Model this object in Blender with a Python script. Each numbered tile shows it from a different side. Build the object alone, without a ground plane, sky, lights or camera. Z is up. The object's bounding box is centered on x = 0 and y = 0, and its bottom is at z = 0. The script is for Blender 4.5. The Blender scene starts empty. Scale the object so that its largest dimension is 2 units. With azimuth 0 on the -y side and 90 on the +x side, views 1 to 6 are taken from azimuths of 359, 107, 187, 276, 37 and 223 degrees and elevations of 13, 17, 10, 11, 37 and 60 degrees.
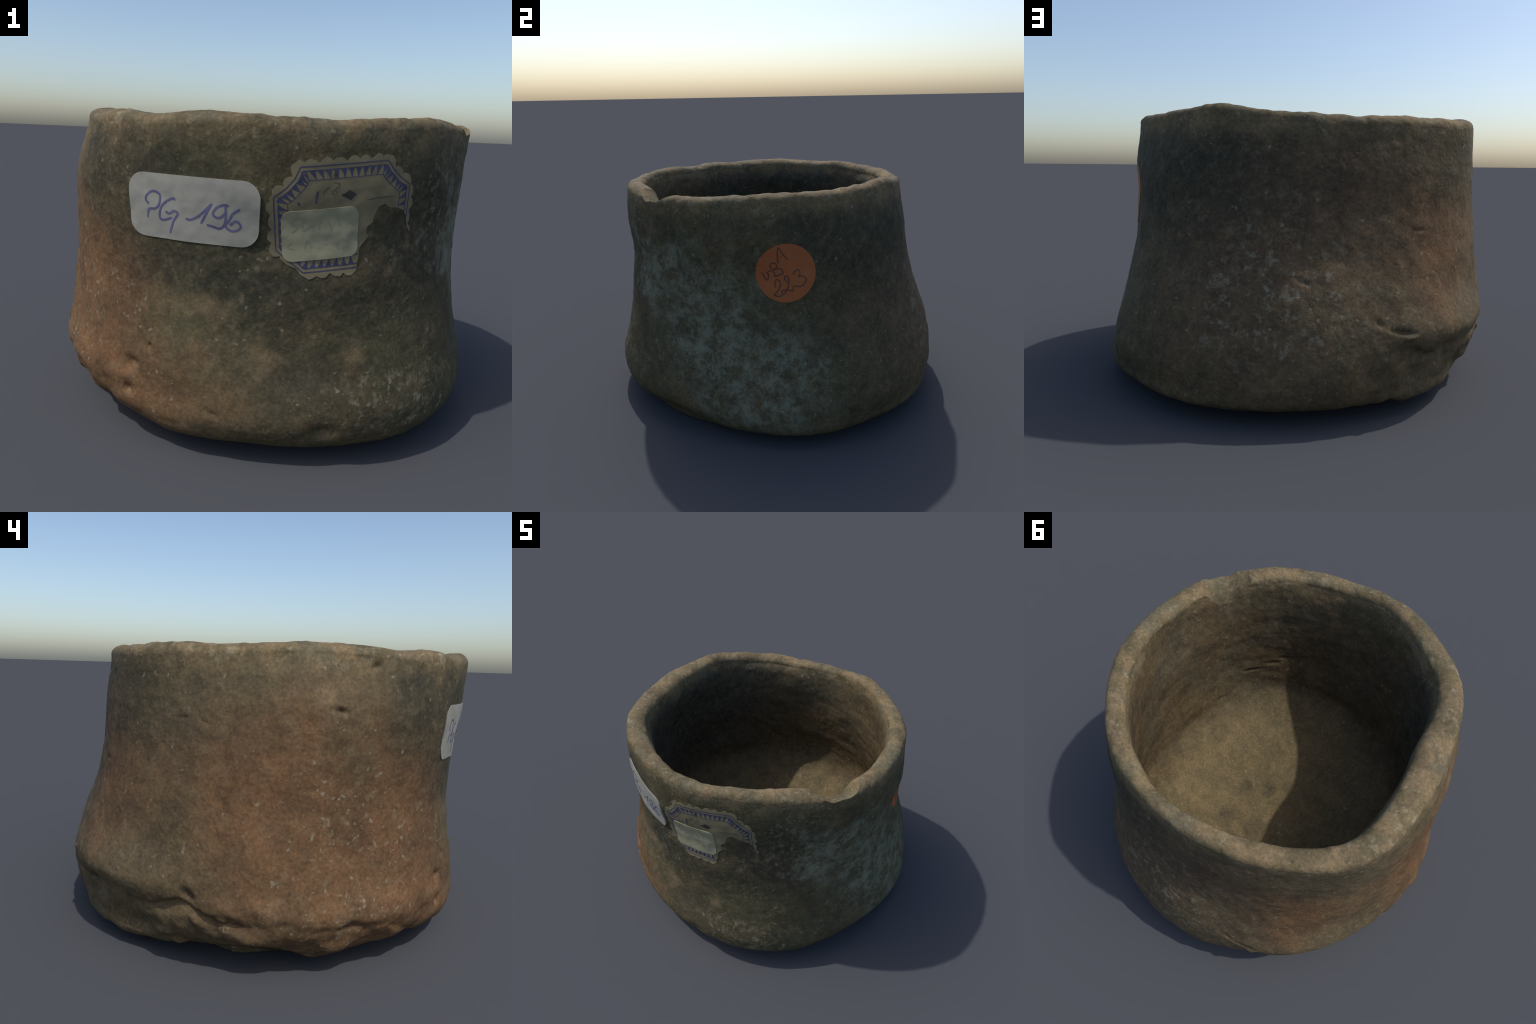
# Small hand-formed earthenware cup with collection labels: thick rounded rim, slightly
# flaring base, a chipped rim, a broken lower edge, three stickers and an old printed label.
import bpy, math
import numpy as np
from mathutils import Vector, noise
from mathutils.bvhtree import BVHTree
from mathutils.geometry import delaunay_2d_cdt

# ------------------------------------------------------------------ shape rules
# The pot is a loft through cross-sections. Each ring is given by its radius every
# 22.5 degrees (counter-clockwise from +x); rings sit at fractions of the wall height.
RING_AT = [0, .05, .12, .2, .3, .42, .55, .7, .85, 1.0]
RINGS = [
 [.857,.867,.799,.734,.687,.651,.624,.657,.727,.674,.660,.684,.781,.873,.900,.887],
 [.959,1.001,.974,.969,.922,.883,.888,.857,.767,.871,.840,.918,.924,.971,.981,.918],
 [.983,1.010,1.010,.993,.977,.950,.914,.900,.926,.942,.964,.978,.990,1.027,1.031,.989],
 [.978,.984,1.020,.997,.982,.969,.944,.946,.981,.984,.994,.973,.989,1.033,1.028,.995],
 [.954,.948,.984,.974,.963,.952,.992,.983,.972,.957,.969,.970,.956,.992,.996,.961],
 [.900,.907,.932,.928,.915,.909,.935,.931,.964,.933,.946,.942,.933,.960,.966,.932],
 [.879,.868,.879,.871,.857,.849,.886,.923,.934,.928,.930,.922,.928,.943,.939,.914],
 [.861,.853,.847,.824,.809,.814,.848,.894,.915,.927,.941,.937,.932,.928,.923,.910],
 [.896,.843,.828,.799,.781,.796,.843,.894,.903,.922,.957,.949,.961,.939,.944,.917],
 [.867,.824,.779,.760,.745,.765,.825,.889,.872,.870,.938,.959,.964,.937,.935,.927]]
# height of the lip every 10 degrees
RIM_HEIGHT = [1.298,1.306,1.307,1.306,1.303,1.308,1.318,1.319,1.299,1.287,1.278,1.273,1.272,1.275,1.270,1.273,1.283,1.282,
              1.286,1.297,1.299,1.289,1.281,1.286,1.272,1.283,1.281,1.276,1.271,1.283,1.293,1.293,1.290,1.285,1.287,1.284]
RIM_WIDTH  = [.108,.108,.100,.096,.078,.096,.110,.112,.140,.150,.125,.118,.084,.092,.110,.108]
RIM_DROP = .05           # the lip is a half-ellipse this tall
# inside profile: height, wall thickness there
INNER = [(1.14,.142),(.95,.135),(.80,.132),(.65,.145),(.50,.185),(.40,.235),(.32,.31),(.255,.40),(.205,.52)]
FLOOR_Z = .142
# extra wall thickness inside: azimuth, spread, height, spread, amount
THICKER = [(200,38,.9,.30,.030),(16,32,.85,.22,-.016),(275,32,.9,.22,-.020),(94,20,1.0,.15,-.012),(310,30,.92,.2,-.006),(130,22,.7,.2,-.006),
           (55,25,.5,.12,-.035),(105,25,.47,.10,-.025),(352,22,1.18,.15,-.022),(118,18,1.05,.18,.014),(239,20,.72,.10,.012),(35,15,.63,.10,-.012),(276,18,.36,.08,-.030)]
FLOOR_DIPS = [(190,.43,-.022),(8,.43,-.022),(107,.45,.018)]     # azimuth, radius, height
FLOOR_TILT = (315, .045)     # the floor rises this way, by this slope

N_AZ = 960
N_BASE, N_WALL, N_LIP, N_IN, N_FLOOR = 36, 300, 46, 150, 60

def spline(n, x, periodic):
    """Catmull-Rom weights for n knots evaluated at x (in knot units)."""
    x = np.asarray(x, float)
    i = np.floor(x).astype(int)
    if not periodic:
        i = np.clip(i, 0, n - 2)
    f = x - i
    w = [-.5*f+f*f-.5*f**3, 1-2.5*f*f+1.5*f**3, .5*f+2*f*f-1.5*f**3, -.5*f*f+.5*f**3]
    B = np.zeros((len(x), n))
    rows = np.arange(len(x))
    for k in range(4):
        j = i - 1 + k
        j = j % n if periodic else np.clip(j, 0, n - 1)
        np.add.at(B, (rows, j), w[k])
    return B

AZ = np.arange(N_AZ) * 2 * math.pi / N_AZ
AZD = np.degrees(AZ)
BA = spline(16, AZ / (2*math.pi) * 16, True)
RAD = np.array(RINGS) @ BA.T                       # rings x azimuth
HGT = spline(36, AZ / (2*math.pi) * 36, True) @ np.array(RIM_HEIGHT)
WID = BA @ np.array(RIM_WIDTH)

def adeg(a, b):
    return (a - b + 180) % 360 - 180

def smooth(e0, e1, x):
    t = np.clip((x - e0) / (e1 - e0), 0, 1)
    return t*t*(3 - 2*t)

def wall_radius(u):
    k = np.interp(u, RING_AT, np.arange(len(RING_AT)))
    return spline(len(RING_AT), k, False) @ RAD

# ------------------------------------------------------------------ the loft
rows_r, rows_z, part = [], [], []
r0 = wall_radius([0.0])[0]
for k in range(1, N_BASE):                          # underside
    f = k / N_BASE
    rows_r.append(r0*f); rows_z.append(np.full(N_AZ, .012*(1-f**4))); part.append(0)
us = np.linspace(0, 1, N_WALL)**1.05
wr = wall_radius(us)
for k, u in enumerate(us):                          # outer wall
    rows_r.append(wr[k]); rows_z.append(u*(HGT-RIM_DROP)); part.append(1 if u > .03 else 0)
for k in range(1, N_LIP):                           # lip
    a = math.pi*k/N_LIP
    c, s = math.cos(a), math.sin(a)
    c = math.copysign(abs(c)**.88, c); s = s**.85
    rows_r.append(wr[-1] - WID*.5*(1-c)); rows_z.append(HGT - RIM_DROP + (RIM_DROP-.004)*s); part.append(2)
h_in = np.array([p[0] for p in INNER]); t_in = np.array([p[1] for p in INNER])
ztop = HGT - RIM_DROP
tt = np.linspace(0, 1, N_IN)
kk = np.linspace(0, len(INNER), N_IN)
BI = spline(len(INNER)+1, kk, False)
zk = np.vstack([ztop] + [np.full(N_AZ, h) for h in h_in])
uk = zk / ztop
def radius_at(zrow):
    u = np.clip(zrow/ztop, 0, 1)
    out = np.empty(N_AZ)
    for j in range(N_AZ):
        out[j] = np.interp(u[j], us, wr[:, j])
    return out
smooth_ring = np.full(N_AZ, .0)
rk = [wr[-1]-WID]
for h, t in INNER:
    ro = radius_at(np.full(N_AZ, max(h, .36)))
    if h > 1.1: t = WID + .022          # the lip runs smoothly into the inner face
    rk.append(ro - t - sum(x*np.exp(-(adeg(AZD, a)/w)**2) * math.exp(-((h-zc)/zw)**2) for a, w, zc, zw, x in THICKER))
rk = np.vstack(rk)
zi, ri = BI @ zk, BI @ rk
for k in range(N_IN):
    rows_r.append(ri[k]); rows_z.append(zi[k]); part.append(3)
for k in range(1, N_FLOOR):
    f = 1 - k/N_FLOOR
    rows_r.append(ri[-1]*f); rows_z.append(FLOOR_Z + (zi[-1]-FLOOR_Z)*f**2); part.append(3)
Rr, Zz, part = np.array(rows_r), np.array(rows_z), np.array(part)
low = (part == 3)[:, None]*smooth(.5, .2, Zz)
for a, r, h in FLOOR_DIPS:
    Zz = Zz + low*h*np.exp(-((Rr*np.cos(AZ)-r*math.cos(math.radians(a)))**2 + (Rr*np.sin(AZ)-r*math.sin(math.radians(a)))**2)/.04)
Zz = Zz + low*FLOOR_TILT[1]*Rr*np.cos(AZ - math.radians(FLOOR_TILT[0]))
NR = len(part)
P = np.stack([Rr*np.cos(AZ), Rr*np.sin(AZ), Zz], -1)

def grid_normals(P):
    da = np.roll(P, -1, 1) - np.roll(P, 1, 1)
    du = np.gradient(P, axis=0)
    n = np.cross(da, du)
    return n / (np.linalg.norm(n, axis=-1, keepdims=True) + 1e-12)

# ------------------------------------------------------------------ relief
def field(scale, octaves, seed, amp_pts):
    """fractal noise in space, only evaluated where the amplitude is not zero"""
    out = np.zeros(P.shape[:2])
    idx = np.argwhere(amp_pts)
    off = Vector((seed*7.1, seed*3.3, seed*1.7))
    for i, j in idx:
        p = P[i, j]
        out[i, j] = noise.fractal(Vector((p[0]*scale, p[1]*scale, p[2]*scale)) + off, 1.0, 2.0, octaves)
    return out

N0 = grid_normals(P)
AZG = np.broadcast_to(AZD, P.shape[:2])
outer = ((part == 1) | (part == 0))[:, None] & np.ones((1, N_AZ), bool)
wallm = (part == 1)[:, None] & np.ones((1, N_AZ), bool)
every = np.ones(P.shape[:2], bool)
D = .0045*field(4.5, 3, 1, every) + .0022*field(16, 3, 2, every)

# broken lower edge on the -x side: below a wandering ledge the skin has spalled away
LEDGE_AZ = [100,112,121,135,145,157,169,177,190,205,217,232,245]
LEDGE_Z  = [.20,.30,.33,.29,.31,.30,.32,.265,.26,.225,.24,.19,.12]
LEDGE_D  = [0,.012,.030,.040,.036,.036,.042,.026,.022,.020,.018,.012,0]
lz = np.interp(AZD, LEDGE_AZ, LEDGE_Z); ld = np.interp(AZD, LEDGE_AZ, LEDGE_D, left=0, right=0)
near = outer & (ld > 0)[None] & (P[..., 2] < .42)
wob = field(9, 3, 5, near)
lzz = lz[None] + .03*wob
spall = smooth(-.01, .04, lzz - P[..., 2]) * near
D -= spall*(ld[None]*.10)
band = near*smooth(.40, .24, P[..., 2])*smooth(0, .015, ld)[None]
D += band*(.019*field(6.0, 2, 8, near) + .0035*field(15, 2, 9, near))
hollow = np.interp(AZD, [112,125,140,172,182,195,215,235,245], [0,.010,.020,.022,.016,.012,.014,.008,0])
D -= near*hollow[None]*np.clip(.55 + 1.6*field(4.2, 2, 21, near), 0, 1.3)*np.exp(-((lzz - .025 - P[..., 2])/.030)**2)      # undercut below the ledge

# pits, scars and grooves: azimuth, height, half-width, half-height, depth, tilt in degrees
PITS = [(281,.150,.055,.034,.026,10),(236.6,.333,.020,.028,.016,30),(236.3,.225,.026,.022,.014,-20),
        (241.5,.415,.010,.012,.010,0),(211,.401,.020,.030,.009,0),(212,1.21,.022,.018,.014,0),
        (202.5,1.047,.028,.014,.016,-8),(165.5,1.006,.035,.009,.0035,5),(171,.993,.028,.009,.004,-20),
        (238,.334,.020,.020,.010,0),(116.5,.43,.020,.014,.010,-35),(122.5,.392,.048,.011,.016,-10),
        (169,.345,.022,.035,.020,40),(178,.262,.05,.024,.014,-12),(206,.222,.05,.017,.010,6),
        (190,.255,.045,.02,.010,0),(154,.25,.09,.04,.018,10),(127,.28,.05,.03,.010,0),
        (126.7,1.175,.020,.020,.008,0),(97,.60,.03,.012,.007,-20),(133,.79,.03,.010,.005,-5),
        (95,.18,.03,.03,.006,0),(300,.16,.05,.015,.008,20),(258,.20,.03,.012,.008,-25)]
zo = P[..., 2]; ro = np.hypot(P[..., 0], P[..., 1])
for a, z, w, h, d, t in PITS:
    x = np.radians(adeg(AZG, a))*ro; y = zo - z
    c, s = math.cos(math.radians(t)), math.sin(math.radians(t))
    q = ((x*c+y*s)/w)**2 + ((y*c-x*s)/h)**2
    D -= wallm*d*np.exp(-q*1.2)
# lumps on the broken edge and small raised grains
LUMPS = [(136,.14,.17,.08,.024,0),(150,.24,.08,.05,.014,0),(160,.15,.05,.03,.022,10),(171,.25,.03,.05,.015,30),(184,.18,.08,.035,.016,0),(203,.13,.09,.03,.012,5),
         (185,.31,.05,.035,.010,-10),(163,.09,.035,.018,.018,-20),(236,.28,.03,.025,.008,0),(124.5,.365,.03,.012,.012,10)]
for a, z, w, h, d, t in LUMPS:
    x = np.radians(adeg(AZG, a))*ro; y = zo - z
    c, s = math.cos(math.radians(t)), math.sin(math.radians(t))
    q = ((x*c+y*s)/w)**2 + ((y*c-x*s)/h)**2
    D += outer*d*np.exp(-q*1.2)
# wiping marks and pits inside
inside = (part == 3)[:, None] & np.ones((1, N_AZ), bool)
keepP = P; P = P*np.array((1, 1, 2.6)); smear = field(3.2, 3, 12, inside); P = keepP
D += inside*.005*smear*smooth(.25, .4, zo)
# uneven, slightly nicked lip
lipm = (part == 2)[:, None] & np.ones((1, N_AZ), bool)
lipf = np.zeros(NR); lipf[part == 2] = np.sin(np.linspace(0, np.pi, (part == 2).sum()))**.5
D += lipf[:, None]*(.0055*field(7, 2, 14, lipm) + .004*field(19, 2, 15, lipm))
for a, z, w, h, d in [(312,.62,.05,.012,.012),(306,.66,.035,.009,.012),(322,.58,.06,.010,.016),(303,1.0,.02,.008,.008),
                      (250,1.17,.05,.02,.010),(340,.45,.06,.012,.006)]:
    x = np.radians(adeg(AZG, a))*ro
    D -= inside*d*np.exp(-1.2*((x/w)**2 + ((zo-z)/h)**2))
for x, y, w, h, d in [(.10,-.05,.05,.035,.010),(.25,.02,.06,.02,.008),(.02,-.12,.025,.05,.007),(.12,.20,.04,.05,.006)]:
    D -= inside*(zo < .3)*d*np.exp(-1.2*(((P[..., 0]-x)/w)**2 + ((P[..., 1]-y)/h)**2))
fade = np.ones(NR); fade[:3] = 0; fade[-3:] = 0
P = P + N0*(D*fade[:, None])[..., None]

# flake knocked out of the lip: the edge is cut down to a plane that slopes into the pot
ro = np.hypot(P[..., 0], P[..., 1])
edge = wr[-1][None] - ro                            # distance in from the outside face
win = smooth(311, 328, AZG) * (1 - smooth(330, 347, AZG))
cut = 1.240 - .45*np.clip(edge, -.02, .3) - .9*np.clip(edge-.08, 0, .2) + .005*np.sin(AZG*.9)
limit = 1.36*(1-win) + cut*win
upper = ((part == 2) | (part == 3) | (part == 1))[:, None] & (P[..., 2] > 1.0)
over = np.clip(P[..., 2] - limit, 0, None)*upper
P[..., 2] -= over
P[..., 2] -= P[..., 2].min()

# ------------------------------------------------------------------ meshes
NRM = grid_normals(P)
flat = P.reshape(-1, 3)
bottom_c = P[0].mean(0); top_c = P[-1].mean(0)

pot = bpy.data.objects.new("clay_cup", None)
bpy.context.scene.collection.objects.link(pot)
pot["label"] = "rough hand-formed brown clay cup with old paper labels"
pot["category"] = "clay cup"

def link(name, me, mat, parent):
    ob = bpy.data.objects.new(name, me)
    bpy.context.scene.collection.objects.link(ob)
    ob.parent = parent
    if mat: me.materials.append(mat)
    return ob

def make_mesh(name, verts, faces, normals=None):
    me = bpy.data.meshes.new(name)
    me.from_pydata([tuple(v) for v in verts], [], faces)
    me.polygons.foreach_set("use_smooth", [True]*len(me.polygons))
    me.update()
    if normals is not None:
        me.normals_split_custom_set_from_vertices([tuple(n) for n in normals])
    return me

def strip(k0, k1, cap=None):
    """grid rows k0..k1 as vertices and faces"""
    n = k1 - k0 + 1
    V = P[k0:k1+1].reshape(-1, 3); Nn = NRM[k0:k1+1].reshape(-1, 3)
    F = []
    for i in range(n-1):
        a, b = i*N_AZ, (i+1)*N_AZ
        for j in range(N_AZ):
            j2 = (j+1) % N_AZ
            F.append((a+j, a+j2, b+j2, b+j))
    if cap == 'bottom':
        V = np.vstack([V, bottom_c]); Nn = np.vstack([Nn, (0, 0, -1)]); c = len(V)-1
        F += [(c, (j+1) % N_AZ, j) for j in range(N_AZ)]
    if cap == 'top':
        V = np.vstack([V, top_c]); Nn = np.vstack([Nn, (0, 0, 1)]); c = len(V)-1; b = (n-1)*N_AZ
        F += [(c, b+j, b+(j+1) % N_AZ) for j in range(N_AZ)]
    return V, F, Nn

# ------------------------------------------------------------------ materials
class G:
    """tiny helper for writing node trees as expressions"""
    def __init__(s, name):
        s.m = bpy.data.materials.new(name); s.m.use_nodes = True
        s.t = s.m.node_tree; s.t.nodes.clear()
        s.out = s.t.nodes.new("ShaderNodeOutputMaterial")
        s.bsdf = s.t.nodes.new("ShaderNodeBsdfPrincipled")
        s.t.links.new(s.bsdf.outputs[0], s.out.inputs[0])
        s.pos = s.t.nodes.new("ShaderNodeTexCoord").outputs["Object"]
    def put(s, sock, v):
        if isinstance(v, bpy.types.NodeSocket): s.t.links.new(v, sock)
        elif isinstance(v, (tuple, list)) and len(v) == 3 and sock.type == 'RGBA': sock.default_value = (*v, 1)
        else: sock.default_value = v
    def math(s, op, a, b=0.0, c=None, clamp=False):
        n = s.t.nodes.new("ShaderNodeMath"); n.operation = op; n.use_clamp = clamp
        s.put(n.inputs[0], a); s.put(n.inputs[1], b)
        if c is not None: s.put(n.inputs[2], c)
        return n.outputs[0]
    def vec(s, op, a, b=(0, 0, 0)):
        n = s.t.nodes.new("ShaderNodeVectorMath"); n.operation = op
        s.put(n.inputs[0], a); s.put(n.inputs[1], b)
        return n.outputs["Value"] if op in ('LENGTH', 'DOT_PRODUCT') else n.outputs[0]
    def noise(s, scale, detail=4, rough=.55, off=(0, 0, 0), stretch=None, color=False, dist=0):
        n = s.t.nodes.new("ShaderNodeTexNoise")
        n.inputs["Scale"].default_value = scale; n.inputs["Detail"].default_value = detail
        n.inputs["Roughness"].default_value = rough; n.inputs["Distortion"].default_value = dist
        v = s.vec('ADD', s.pos, off)
        if stretch: v = s.vec('MULTIPLY', v, stretch)
        s.put(n.inputs["Vector"], v)
        return n.outputs["Color" if color else "Fac"]
    def cells(s, scale, off=(0, 0, 0), warp=None, out="Distance"):
        n = s.t.nodes.new("ShaderNodeTexVoronoi"); n.inputs["Scale"].default_value = scale
        v = s.vec('ADD', s.pos, off)
        if warp: v = s.vec('ADD', v, warp)
        s.put(n.inputs["Vector"], v)
        return n.outputs[out]
    def ramp(s, x, lo, hi, a=0.0, b=1.0):
        n = s.t.nodes.new("ShaderNodeMapRange"); n.interpolation_type = 'SMOOTHSTEP'
        for i, v in enumerate((x, lo, hi, a, b)): s.put(n.inputs[i], v)
        return n.outputs[0]
    def mix(s, f, a, b, mode='MIX'):
        n = s.t.nodes.new("ShaderNodeMix"); n.data_type = 'RGBA'; n.blend_type = mode
        s.put(n.inputs[0], f); s.put(n.inputs[6], a); s.put(n.inputs[7], b)
        return n.outputs[2]
    def z(s):
        n = s.t.nodes.new("ShaderNodeSeparateXYZ"); s.put(n.inputs[0], s.pos); return n.outputs[2]
    def blob(s, az, z, r, w, h, wobble, soft=.5):
        """soft patch round a spot on the wall; wobble roughens its edge"""
        c = (-r*math.cos(math.radians(az)), -r*math.sin(math.radians(az)), -z)
        d = s.vec('LENGTH', s.vec('MULTIPLY', s.vec('ADD', s.pos, c), (1/w, 1/w, 1/h)))
        d = s.math('ADD', d, wobble)
        return s.ramp(d, 1+soft, 1-soft)
    def bump(s, height, strength, dist):
        n = s.t.nodes.new("ShaderNodeBump"); s.put(n.inputs["Height"], height)
        n.inputs["Strength"].default_value = strength; n.inputs["Distance"].default_value = dist
        s.put(s.bsdf.inputs["Normal"], n.outputs[0])

def clay(name, side):
    """fired clay; side 0 = outside face, 1 = inside face, None = lip, which turns from one to the other"""
    g = G(name)
    n_big = g.noise(2.6, 4, .6); n_mid = g.noise(9, 5, .65, (3, 1, 2)); n_fine = g.noise(27, 5, .68, (5, 2, 8))
    n_grain = g.noise(75, 3, .6, (1, 9, 4))
    wob = g.math('MULTIPLY', g.math('SUBTRACT', n_mid, .5), 1.8)
    wob2 = g.math('MULTIPLY', g.math('SUBTRACT', g.noise(5, 5, .65, (8, 8, 1)), .5), 1.6)
    zz = g.z()
    # --- outside
    olive, umber, soot = (.067, .061, .035), (.081, .063, .036), (.037, .036, .026)
    col = g.mix(g.ramp(n_big, .46, .68), olive, umber)
    def patch(col, c, amount, spots, wobble=None):
        for az, z, r, w, h in spots:
            m = g.blob(az, z, r, w, h, wobble or wob, .75)
            col = g.mix(g.math('MULTIPLY', m, amount), col, c)
        return col
    rust, tan = (.122, .066, .034), (.103, .076, .044)
    col = patch(col, (.096, .063, .040), .8, [(90, .55, .88, .60, .55), (115, .9, .85, .35, .35)], wob2)
    col = patch(col, tan, .75, [(165, .50, .95, .55, .48), (250, .16, .98, .42, .24), (135, .45, .93, .30, .35), (140, .76, .9, .26, .3), (110, .42, .95, .35, .3), (200, 1.12, .92, .45, .22)], wob2)
    col = patch(col, rust, .75, [(140, .72, .9, .22, .22), (203, .50, .95, .48, .42), (225, .62, .93, .25, .30), (185, .80, .92, .30, .26), (228, .22, .95, .40, .22)], wob2)
    col = patch(col, (.098, .077, .047), .7, [(152, .40, .97, .13, .16), (160, 1.12, .9, .30, .20)], wob2)
    col = patch(col, soot, .75, [(275, .66, .94, .34, .13), (308, .88, .93, .22, .26), (243, .98, .95, .28, .25), (258, .72, .93, .22, .10),
                                 (278, .36, .98, .16, .12), (60, 1.02, .82, .50, .22), (222, 1.12, .93, .12, .2)], wob2)
    col = patch(col, (.165, .120, .070), .45, [(199.3, 1.108, .906, .028, .034), (199.3, 1.108, .906, .028, .034), (302.5, .845, .93, .012, .03), (282.5, .135, 1.0, .035, .025), (282.5, .135, 1.0, .035, .025), (268, .42, .95, .05, .05), (288, .45, .97, .04, .035), (255, .60, .93, .10, .04)], wob)
    # --- inside
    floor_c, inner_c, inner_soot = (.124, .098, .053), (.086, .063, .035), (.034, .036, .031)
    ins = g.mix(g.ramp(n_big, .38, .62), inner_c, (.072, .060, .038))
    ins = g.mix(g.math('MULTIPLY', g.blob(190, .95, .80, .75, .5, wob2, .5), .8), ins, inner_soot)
    ins = g.mix(g.ramp(g.math('ADD', zz, g.math('MULTIPLY', wob, .07)), .46, .26), ins, floor_c)
    for x, y, w in [(.10, -.05, .06), (.24, .02, .05), (.02, -.14, .05), (-.02, .22, .08), (.16, .24, .07)]:
        d = g.math('ADD', g.vec('LENGTH', g.vec('MULTIPLY', g.vec('ADD', g.pos, (-x, -y, -.16)), (1/w, 1/w, 3))), wob)
        ins = g.mix(g.ramp(d, 1.3, .5, 0, .55), ins, (.060, .052, .032))
    if side == 0: c = col
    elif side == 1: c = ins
    else:
        geo = g.t.nodes.new("ShaderNodeNewGeometry")
        radial = g.vec('NORMALIZE', g.vec('MULTIPLY', g.vec('ADD', g.pos, (-.02, .1, 0)), (1, 1, 0)))
        d = g.vec('DOT_PRODUCT', geo.outputs["Normal"], radial)
        c = g.mix(g.ramp(g.math('ADD', d, g.math('MULTIPLY', wob, .3)), .0, -.75), col, ins)
    # worn lip: paler, handled clay
    lip = g.math('ADD', zz, g.math('MULTIPLY', wob, .05))
    lip = g.ramp(lip, 1.165, 1.265)
    lipc = g.mix(g.ramp(n_mid, .35, .65), (.110, .088, .048), (.178, .132, .077))
    lipc = g.mix(g.ramp(g.noise(14, 5, .7, (3, 7, 5)), .54, .68, 0, .7), lipc, (.245, .215, .145))
    lipc = g.mix(g.ramp(g.noise(4, 3, .6, (6, 1, 5)), .50, .64, 0, .6), lipc, (.115, .110, .075))
    c = g.mix(g.math('MULTIPLY', lip, .85), c, lipc)
    # cloudy firing marks: warmer-lighter and cooler-darker patches
    cloud = g.noise(7.5, 6, .68, (9, 4, 2), dist=.3)
    c = g.mix(1.0, c, g.mix(g.ramp(cloud, .34, .66), (.88, .89, .88), (1.32, 1.26, 1.17)), 'MULTIPLY')
    # mottling, grain and pale temper specks
    c = g.mix(g.ramp(n_fine, .46, .72, .0, .55), c, g.mix(.5, c, (.20, .158, .092)))
    c = g.mix(g.ramp(n_fine, .48, .28, 0, .42), c, g.mix(.6, c, (.022, .020, .015)))
    c = g.mix(1.0, c, g.mix(g.ramp(n_grain, .3, .7), (.82, .82, .82), (1.18, 1.17, 1.15)), 'MULTIPLY')
    gate = g.math('ADD', g.noise(2.8, 4, .65, (11, 3, 7)), g.math('MULTIPLY', lip, .10))
    if side == 0:
        gate = g.math('ADD', gate, g.math('MULTIPLY', g.math('MAXIMUM', g.blob(212, .42, .95, .35, .35, wob2, .7), g.blob(298, .25, 1., .3, .15, wob2, .7)), .16))
    for sc, off, lo, hi, amt, cc in [(20, (0, 4, 9), .67, .86, .5, (.20, .155, .095)), (36, (4, 4, 4), .695, .83, .62, (.255, .232, .16)), (56, (7, 1, 3), .72, .85, .60, (.235, .207, .14))]:
        v = g.math('ADD', g.noise(sc, 1, .5, off), g.math('MULTIPLY', g.math('SUBTRACT', gate, .5), .30))
        c = g.mix(g.math('MULTIPLY', g.ramp(v, lo, hi), amt), c, cc)
    if side != 1:
        # chalky grey-green bloom on the +x side, streaked
        bloom = None
        for az, z, r, w, h in [(350, .72, .90, .30, .30), (355, .50, .92, .26, .22), (10, .42, .93, .30, .22), (338, .92, .92, .16, .12), (325, .85, .93, .14, .22), (5, .25, .97, .35, .14)]:
            b = g.blob(az, z, r, w, h, wob, .5)
            bloom = b if bloom is None else g.math('MAXIMUM', bloom, b)
        st = g.noise(15, 9, .80, (2, 2, 2), dist=.25)
        bm = g.math('MULTIPLY', g.math('MULTIPLY', bloom, g.ramp(st, .40, .62)), .74)
        c = g.mix(bm, c, (.200, .212, .155))
        # pale salts near the foot and stray splashes
        salt = g.math('MULTIPLY', g.math('MAXIMUM', g.blob(296, .24, 1.0, .22, .13, wob, .5), g.math('MAXIMUM', g.blob(90, .55, .9, .35, .3, wob, .5), g.blob(313, .96, .93, .13, .24, wob, .5))),
                      g.math('MULTIPLY', g.ramp(g.noise(26, 4, .7, (6, 6, 6)), .52, .66), .55))
        c = g.mix(salt, c, (.24, .225, .16))
    g.put(g.bsdf.inputs["Base Color"], c)
    g.put(g.bsdf.inputs["Roughness"], g.ramp(n_mid, .3, .7, .62, .85))
    g.bsdf.inputs["Specular IOR Level"].default_value = .14
    hgt = g.math('ADD', g.math('MULTIPLY', n_fine, .7), g.math('MULTIPLY', n_grain, .35))
    g.bump(hgt, .35, .012)
    return g.m

def paper(name, base, stain, rough=.7, crease=.10):
    g = G(name)
    n = g.noise(7, 4, .6, (2, 5, 1)); f = g.noise(60, 3, .6)
    c = g.mix(g.ramp(n, .35, .7), base, stain)
    c = g.mix(g.ramp(f, .3, .7, 0, .12), c, (.16, .15, .12))
    g.put(g.bsdf.inputs["Base Color"], c)
    g.bsdf.inputs["Roughness"].default_value = rough
    g.bsdf.inputs["Specular IOR Level"].default_value = .3
    g.bump(g.noise(14, 3, .5, (1, 1, 4)), crease, .02)
    return g.m

def ink(name, a, b):
    g = G(name)
    g.put(g.bsdf.inputs["Base Color"], g.mix(g.ramp(g.noise(25, 3, .6), .35, .65), a, b))
    g.bsdf.inputs["Roughness"].default_value = .6
    return g.m

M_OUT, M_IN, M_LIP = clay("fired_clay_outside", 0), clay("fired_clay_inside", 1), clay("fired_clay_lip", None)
def rows_of(p):
    k = np.nonzero(part == p)[0]; return k[0], k[-1]
b0, b1 = rows_of(0); w0, w1 = rows_of(1); l0, l1 = rows_of(2); i0, i1 = rows_of(3)
for name, k0, k1, cap, mat in [("base", b0, w0, 'bottom', M_OUT), ("outer_wall", w0, w1, None, M_OUT),
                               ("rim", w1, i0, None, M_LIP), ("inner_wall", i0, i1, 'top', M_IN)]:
    V, F, Nn = strip(k0, k1, cap)
    link(name, make_mesh(name, V, F, Nn), mat, pot)

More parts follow.
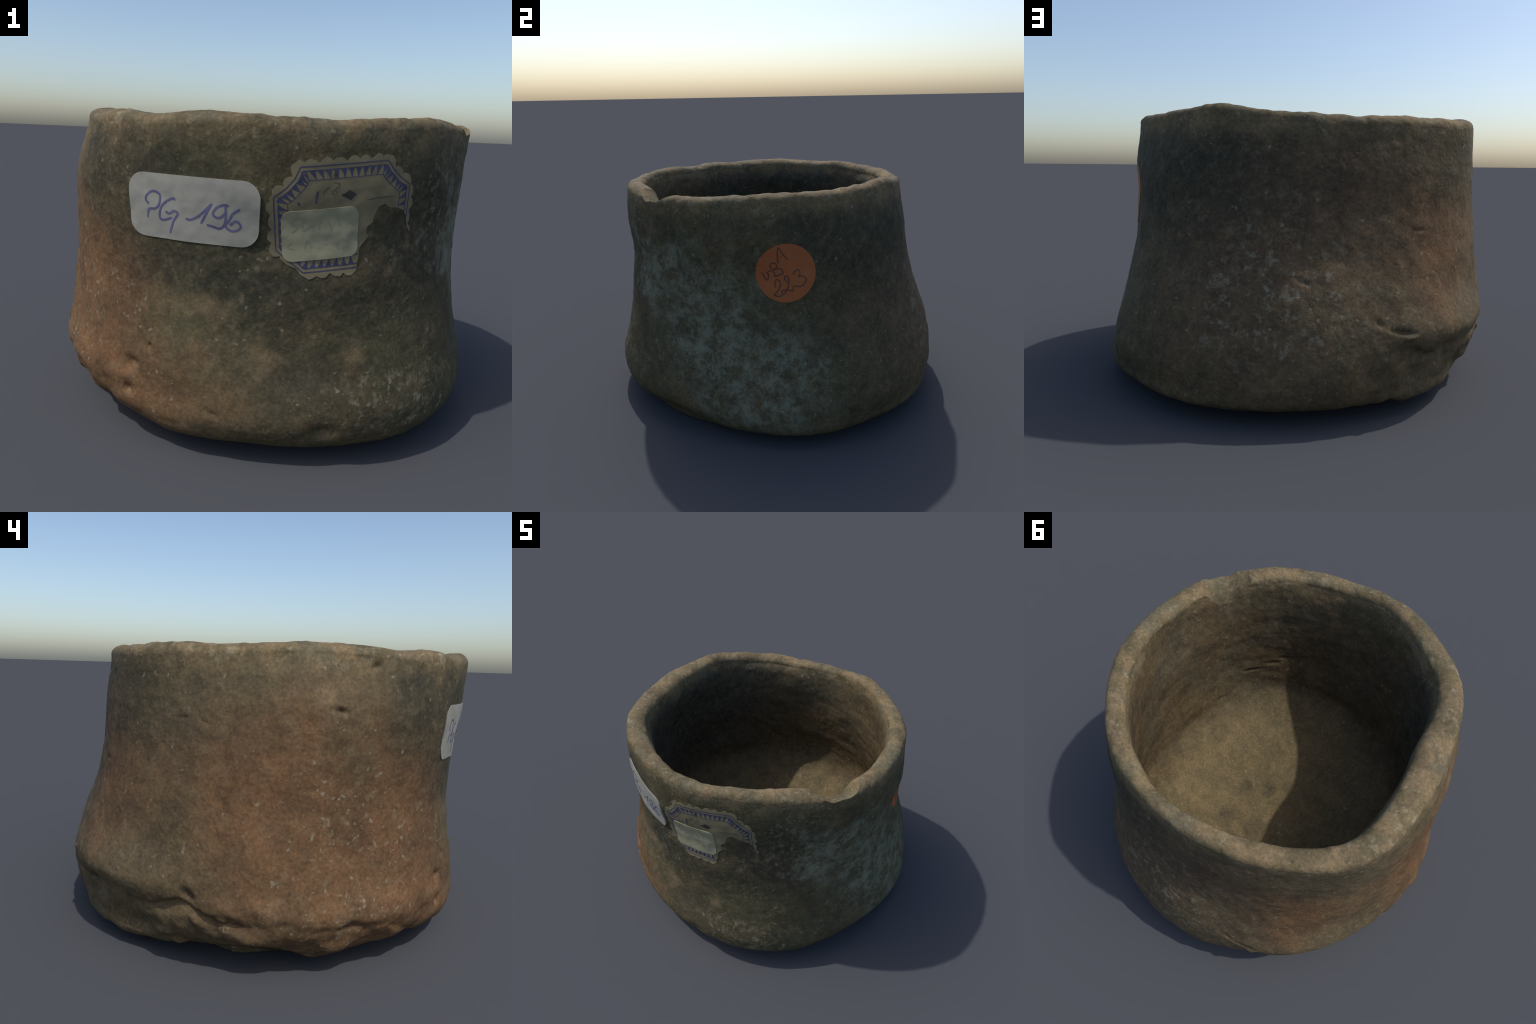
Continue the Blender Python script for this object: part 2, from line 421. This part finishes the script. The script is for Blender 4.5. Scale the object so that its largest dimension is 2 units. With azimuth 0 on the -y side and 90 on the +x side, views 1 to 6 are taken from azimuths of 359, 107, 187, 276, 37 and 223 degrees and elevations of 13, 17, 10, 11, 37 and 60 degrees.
# ------------------------------------------------------------------ labels
V, F, _ = strip(w0, w1)
skin = BVHTree.FromPolygons([tuple(v) for v in V], F)

class Sheet:
    """a flat drawing wrapped on the outer wall: x along the girth, y up, in millimetres"""
    def __init__(s, az, z, r, tilt):
        s.az, s.z0, s.r, s.t = math.radians(az), z, r, math.radians(tilt)
    def wrap(s, x, y, lift):
        x, y = x/1000, y/1000
        a = s.az + (x*math.cos(s.t) - y*math.sin(s.t))/s.r
        z = s.z0 + x*math.sin(s.t) + y*math.cos(s.t)
        d = Vector((-math.cos(a), -math.sin(a), 0))
        hit, n, i, dist = skin.ray_cast(Vector((0, 0, z)) - d*2, d)
        return hit + (n*.5 - d*.5).normalized()*lift

def patch_mesh(name, sheet, outline, step, lift, thick, extra=None, holes=()):
    """triangulated patch with outline, wrapped on the wall and given an edge"""
    def dens(poly):
        out = []
        for (x0, y0), (x1, y1) in zip(poly, poly[1:]+poly[:1]):
            n = max(1, int(math.hypot(x1-x0, y1-y0)/step))
            out += [(x0+(x1-x0)*k/n, y0+(y1-y0)*k/n) for k in range(n)]
        return out
    pts = dens(outline); nb = len(pts)
    polys = [list(range(nb))]
    xs = [p[0] for p in pts]; ys = [p[1] for p in pts]
    x = min(xs)
    while x < max(xs):
        y = min(ys)
        while y < max(ys):
            if inside_poly(x, y, outline): pts.append((x, y))
            y += step
        x += step
    v, e, f, *_ = delaunay_2d_cdt([Vector(p) for p in pts], [], polys, 1, 1e-3)
    n = len(v)
    top = [sheet.wrap(p[0], p[1], lift + (extra(p[0], p[1]) if extra else 0)) for p in v]
    bot = [sheet.wrap(p[0], p[1], lift - thick) for p in v]
    faces = [tuple(t) for t in f]
    cnt = {}
    for t in faces:
        for a, b in zip(t, t[1:]+t[:1]): cnt[(a, b)] = 1
    # the cut edge has its own vertices so that the sheet keeps a crisp, flat face
    rimf = [(b+2*n, a+2*n, a+n, b+n) for (a, b) in cnt if (b, a) not in cnt]
    used = sorted({i for q in rimf for i in q}); slot = {i: n+k for k, i in enumerate(used)}
    allv = top + bot + top
    return make_mesh(name, top + [allv[i] for i in used], faces + [tuple(slot[i] for i in q) for q in rimf])

def inside_poly(x, y, poly):
    c = False
    j = len(poly)-1
    for i in range(len(poly)):
        xi, yi = poly[i]; xj, yj = poly[j]
        if (yi > y) != (yj > y) and x < (xj-xi)*(y-yi)/(yj-yi)+xi: c = not c
        j = i
    return c

def rounded(w, h, r, cx=0, cy=0, n=8, wonk=()):
    out = []
    for k, (sx, sy) in enumerate([(1, 1), (-1, 1), (-1, -1), (1, -1)]):
        for i in range(n+1):
            a = math.pi/2*(k + i/n)
            out.append((cx + sx*(w/2-r) + r*math.cos(a), cy + sy*(h/2-r) + r*math.sin(a)))
    return out

def curve_pts(pts, per=6):
    if len(pts) < 3: return [Vector(p) for p in pts]
    B = spline(len(pts), np.linspace(0, len(pts)-1, (len(pts)-1)*per+1), False)
    return [Vector(q) for q in B @ np.array(pts, float)]

def strokes_mesh(name, sheet, strokes, width, lift, keep=None, smooth_line=True):
    """pen strokes as thin wrapped ribbons"""
    V, F = [], []
    for st in strokes:
        q = curve_pts(st) if smooth_line else [Vector(p) for p in st]
        if not smooth_line:
            d = []
            for a, b in zip(q, q[1:]):
                n = max(1, int((b-a).length/5)); d += [a.lerp(b, k/n) for k in range(n)]
            q = d + [q[-1]]
        base = len(V)
        for i, p in enumerate(q):
            t = (q[min(i+1, len(q)-1)] - q[max(i-1, 0)])
            t = t.normalized() if t.length > 0 else Vector((1, 0))
            n = Vector((-t.y, t.x))
            w = width*.5*(.55 if i in (0, len(q)-1) else 1)
            for s in (-1, 1):
                c = p + n*w*s
                V.append(sheet.wrap(c.x, c.y, lift))
        for i in range(len(q)-1):
            m = (q[i]+q[i+1])/2
            if keep and not keep(m.x, m.y): continue
            F.append((base+2*i+1, base+2*i, base+2*i+2, base+2*i+3))
    return make_mesh(name, V, F)

# white sticker with blue ballpoint writing
sh = Sheet(251.2, .953, .945, -1.2)
m_white = paper("white_sticker_paper", (.285, .277, .236), (.255, .250, .215))
def curl(x, y): return .009*max(0, (x-150)/100)**2 + .0008*(1+math.sin(x/40+y/25))
white = link("paper_sticker", patch_mesh("paper_sticker", sh, rounded(500, 232, 62, -3, -2), 9, .0028, .0024, curl), m_white, pot)
PG = [[(-167,3),(-180,18),(-172,37),(-149,50),(-124,43),(-120,25),(-127,-1),(-143,-12),(-167,-17),(-174,-48)],
      [(-60,26),(-68,32),(-95,18),(-115,-3),(-122,-28),(-120,-46),(-100,-48),(-72,-37)],
      [(-98,-17),(-84,-24),(-64,-13),(-49,-21),(-65,-49),(-80,-94)],
      [(-19,-34),(-2,-37),(23,-26),(45,-8),(80,28)], [(80,28),(60,-8),(39,-47)],
      [(140,24),(122,27),(96,14),(84,-7),(96,-19),(112,-17),(130,0)],
      [(129,23),(130,-13),(125,-43),(107,-58),(85,-53),(61,-49)],
      [(179,17),(154,-2),(142,-25),(128,-44),(145,-61),(165,-61),(182,-49),(180,-36),(165,-26),(145,-42)]]
m_blue = ink("blue_ballpoint_ink", (.078, .074, .160), (.105, .10, .185))
class Lifted(Sheet):
    def wrap(s, x, y, lift): return Sheet.wrap(s, x, y, lift + curl(x, y))
sl = Lifted(251.2, .953, .945, -1.2)
link("handwriting", strokes_mesh("handwriting", sl, PG, 8.5, .0034), m_blue, white)

# old printed label: octagon with a blue toothed border, scalloped paper edge, half torn away
so = Sheet(284.8, .955, .937, 5.5)
OCT = [(-256,82),(-214,110),(-184,140),(-164,178),(164,177),(190,142),(222,112),(262,84),(262,-104),(166,-192),(-164,-192),(-256,-104)]
torn = [(166,-330),(330,-330),(330,-150),(308,-112),(285,-98),(273,-80),(262,-36),(243,-8),(212,4),(178,8),(155,24),(128,16),(109,-18),(102,-37),
        (80,-52),(78,-73),(89,-85),(50,-123),(43,-171),(40,-212),(30,-330)]
lost_corner = [(-300,-128),(-258,-132),(-221,-158),(-188,-176),(-172,-196),(-150,-214),(-150,-300),(-300,-300)]
def scalloped(poly, out, pitch):
    cx = sum(p[0] for p in poly)/len(poly); cy = sum(p[1] for p in poly)/len(poly)
    res, run = [], 0
    for (x0, y0), (x1, y1) in zip(poly, poly[1:]+poly[:1]):
        L = math.hypot(x1-x0, y1-y0); nx, ny = (y1-y0)/L, -(x1-x0)/L
        if nx*((x0+x1)/2-cx) + ny*((y0+y1)/2-cy) < 0: nx, ny = -nx, -ny
        n = max(2, int(L/5))
        for k in range(n):
            s = L*k/n; b = abs(math.sin(math.pi*(run+s)/pitch))
            o = out*(.35 + .75*b**.6) + 2.5*math.sin((run+s)/17)
            res.append((x0+(x1-x0)*s/L + nx*o, y0+(y1-y0)*s/L + ny*o))
        run += L
    return res
def minus(poly, holes):
    """drop the part of the outline that lies in a torn-off region and follow the tear instead"""
    for hole in holes:
        keep = [not inside_poly(x, y, hole) for x, y in poly]
        n = len(poly)
        start = next(i for i in range(n) if keep[i] and not keep[i-1])
        ordered = [poly[(start+i) % n] for i in range(n)]
        kept = [p for p in ordered if not inside_poly(*p, hole)]
        edge = [p for p in hole if inside_poly(*p, poly)]
        if (Vector(edge[0])-Vector(kept[-1])).length > (Vector(edge[-1])-Vector(kept[-1])).length: edge.reverse()
        poly = kept + edge
    return poly
outline = minus(scalloped(OCT, 23, 50), [torn, lost_corner])
def rag(p, k):
    v = noise.noise(Vector((p[0]*.09, p[1]*.09, 3))); return (p[0]+3*v, p[1]+3*noise.noise(Vector((p[0]*.09, p[1]*.09, 9))))
outline = [rag(p, i) for i, p in enumerate(outline)]
m_old = paper("aged_label_paper", (.185, .154, .088), (.152, .127, .073), .8, .08)
old = link("printed_label", patch_mesh("printed_label", so, outline, 8, .0020, .0018), m_old, pot)
on_label = lambda x, y: inside_poly(x, y, outline)
def inset(poly, d):
    n = len(poly); out = []
    cx = sum(p[0] for p in poly)/n; cy = sum(p[1] for p in poly)/n
    for i in range(n):
        p = Vector(poly[i]); a = (p-Vector(poly[i-1])).normalized(); b = (Vector(poly[(i+1) % n])-p).normalized()
        na, nb = Vector((-a.y, a.x)), Vector((-b.y, b.x))
        if na.dot(Vector((cx, cy))-p) < 0: na, nb = -na, -nb
        m = (na+nb).normalized(); q = p + m*d/max(.4, m.dot(na)); out.append((q.x, q.y))
    return out
loops = [(OCT, 4.2), (inset(OCT, 14), 3.8), (inset(OCT, 46), 2.5)]
m_print = ink("printed_blue_ink", (.031, .033, .074), (.044, .045, .084))
for poly, w in loops:
    link("border_line", strokes_mesh("border_line", so, [poly+[poly[0]]], w, .0026, on_label, False), m_print, old)
teeth_V, teeth_F = [], []
a_loop, b_loop = inset(OCT, 15), inset(OCT, 45)
for i in range(len(OCT)):
    A0, A1, B0, B1 = (Vector(q) for q in (a_loop[i], a_loop[(i+1) % len(OCT)], b_loop[i], b_loop[(i+1) % len(OCT)]))
    n = max(1, round((A1-A0).length/28))
    for k in range(n+ (0 if n < 2 else 1)):
        f = k/n if n > 1 else .5
        c, d = A0.lerp(A1, f), B0.lerp(B1, f)
        t = (A1-A0).normalized()*10.8
        ring = [c-t, c+t, c.lerp(d, .4)+t*.58, c.lerp(d, .75)+t*.25, d+t*.16, d-t*.16, c.lerp(d, .75)-t*.25, c.lerp(d, .4)-t*.58]
        if not all(on_label(q.x, q.y) for q in ring): continue
        b = len(teeth_V); teeth_V += [so.wrap(q.x, q.y, .0024+.0001*(k % 2)) for q in ring]
        for fc in ((0, 1, 2, 7), (7, 2, 3, 6), (6, 3, 4, 5)):
            teeth_F.append(tuple(b+q for q in fc))
tm = make_mesh("border_teeth", teeth_V, teeth_F)
tob = link("border_teeth", tm, m_print, old); tob["kind"] = "stuff"
link("handwriting", strokes_mesh("handwriting", so, [[(-108,94),(-112,72),(-115,52)],[(-176,60),(-172,54),(-174,50)]], 6.5, .0029), m_print, old)
m_faint = ink("faded_brown_ink", (.065, .055, .038), (.08, .068, .045))
link("handwriting", strokes_mesh("handwriting", so, [[(79,47),(130,50),(193,48)],[(-92,78),(-80,96),(-66,104)],[(-51,78),(-58,88),(-45,95),(-31,114),(-52,118)],[(-38,80),(-46,92)]], 3.5, .0029), m_faint, old)
m_hole = ink("dark_stain", (.030, .028, .021), (.038, .034, .025))
link("stain", patch_mesh("stain", so, [(-25,74),(-8,80),(5,90),(16,84),(36,70),(24,62),(13,52),(-6,64)], 6, .0031, .0005), m_hole, old)
link("stain", patch_mesh("stain", so, [(-52,146),(-45,153),(-37,147),(-40,136),(-48,135)], 6, .0032, .0005), m_hole, old)

# blank pale sticker over the old label, with faint traces of writing
m_pale = paper("pale_sticker_paper", (.270, .258, .165), (.240, .232, .150), .65, .16)
def bend(x, y): return .0010*math.sin(x/28+y/19)+.0005*math.sin(y/13)
pale = link("paper_sticker", patch_mesh("paper_sticker", so, rounded(277, 180, 34, -96, -59), 8, .0048, .0030, bend), m_pale, pot)
FAINT = [[(-178,4),(-202,-12),(-179,-27),(-197,-44)],[(-158,-20),(-157,-42),(-126,-22),(-124,-44)],[(-97,14),(-103,-39)],[(-72,-5),(-56,-50)],[(-35,10),(-27,-34)],
         [(-197,-79),(-214,-97),(-192,-102)],[(-154,-106),(-145,-74),(-129,-108)],[(-85,-96),(-70,-96)],[(-47,-96),(-25,-98)],[(-36,-93),(-36,-119)]]
class Bent(Sheet):
    def wrap(s, x, y, lift): return Sheet.wrap(s, x, y, lift + bend(x, y))
sb = Bent(284.8, .955, .937, 5.5)
link("handwriting", strokes_mesh("handwriting", sb, FAINT, 4.5, .0053), ink("faded_grey_ink", (.205, .200, .135), (.225, .218, .145)), pale)

# round orange sticker
sd = Sheet(17.8, .917, .86, 0)
m_orange = paper("orange_sticker_paper", (.375, .108, .029), (.36, .100, .027), .6, .12)
disc = link("round_sticker", patch_mesh("round_sticker", sd, [(153*math.cos(a*math.pi/36), 153*math.sin(a*math.pi/36)) for a in range(72)], 9, .0026, .0024), m_orange, pot)
ORANGE = [[(-39,137),(-44,103),(-39,51)],[(-39,137),(-18,104),(8,72)],[(-34,83),(-12,98)],
          [(-121,7),(-108,-20),(-95,-36),(-87,-11),(-95,5),(-75,16)],
          [(-52,-16),(-66,15),(-80,38),(-72,55),(-54,53),(-47,35),(-64,17)],
          [(-64,17),(-36,25),(-17,13),(-20,-2),(-42,-12),(-61,-16)],
          [(-53,-76),(-57,-46),(-47,-33),(-32,-43),(-29,-64),(-42,-93),(-60,-113),(-30,-120),(-5,-105)],
          [(8,-53),(-7,-30),(-5,-15),(8,-18),(14,-30),(12,-64),(3,-90),(-15,-111),(-21,-92),(10,-89),(36,-94)],
          [(33,-8),(49,10),(63,15),(71,-5),(62,-21),(83,-17),(102,-34),(96,-54),(74,-72),(40,-70),(36,-94)]]
link("handwriting", strokes_mesh("handwriting", sd, ORANGE, 6.5, .0032), ink("dark_pen_ink", (.075, .036, .024), (.11, .04, .026)), disc)
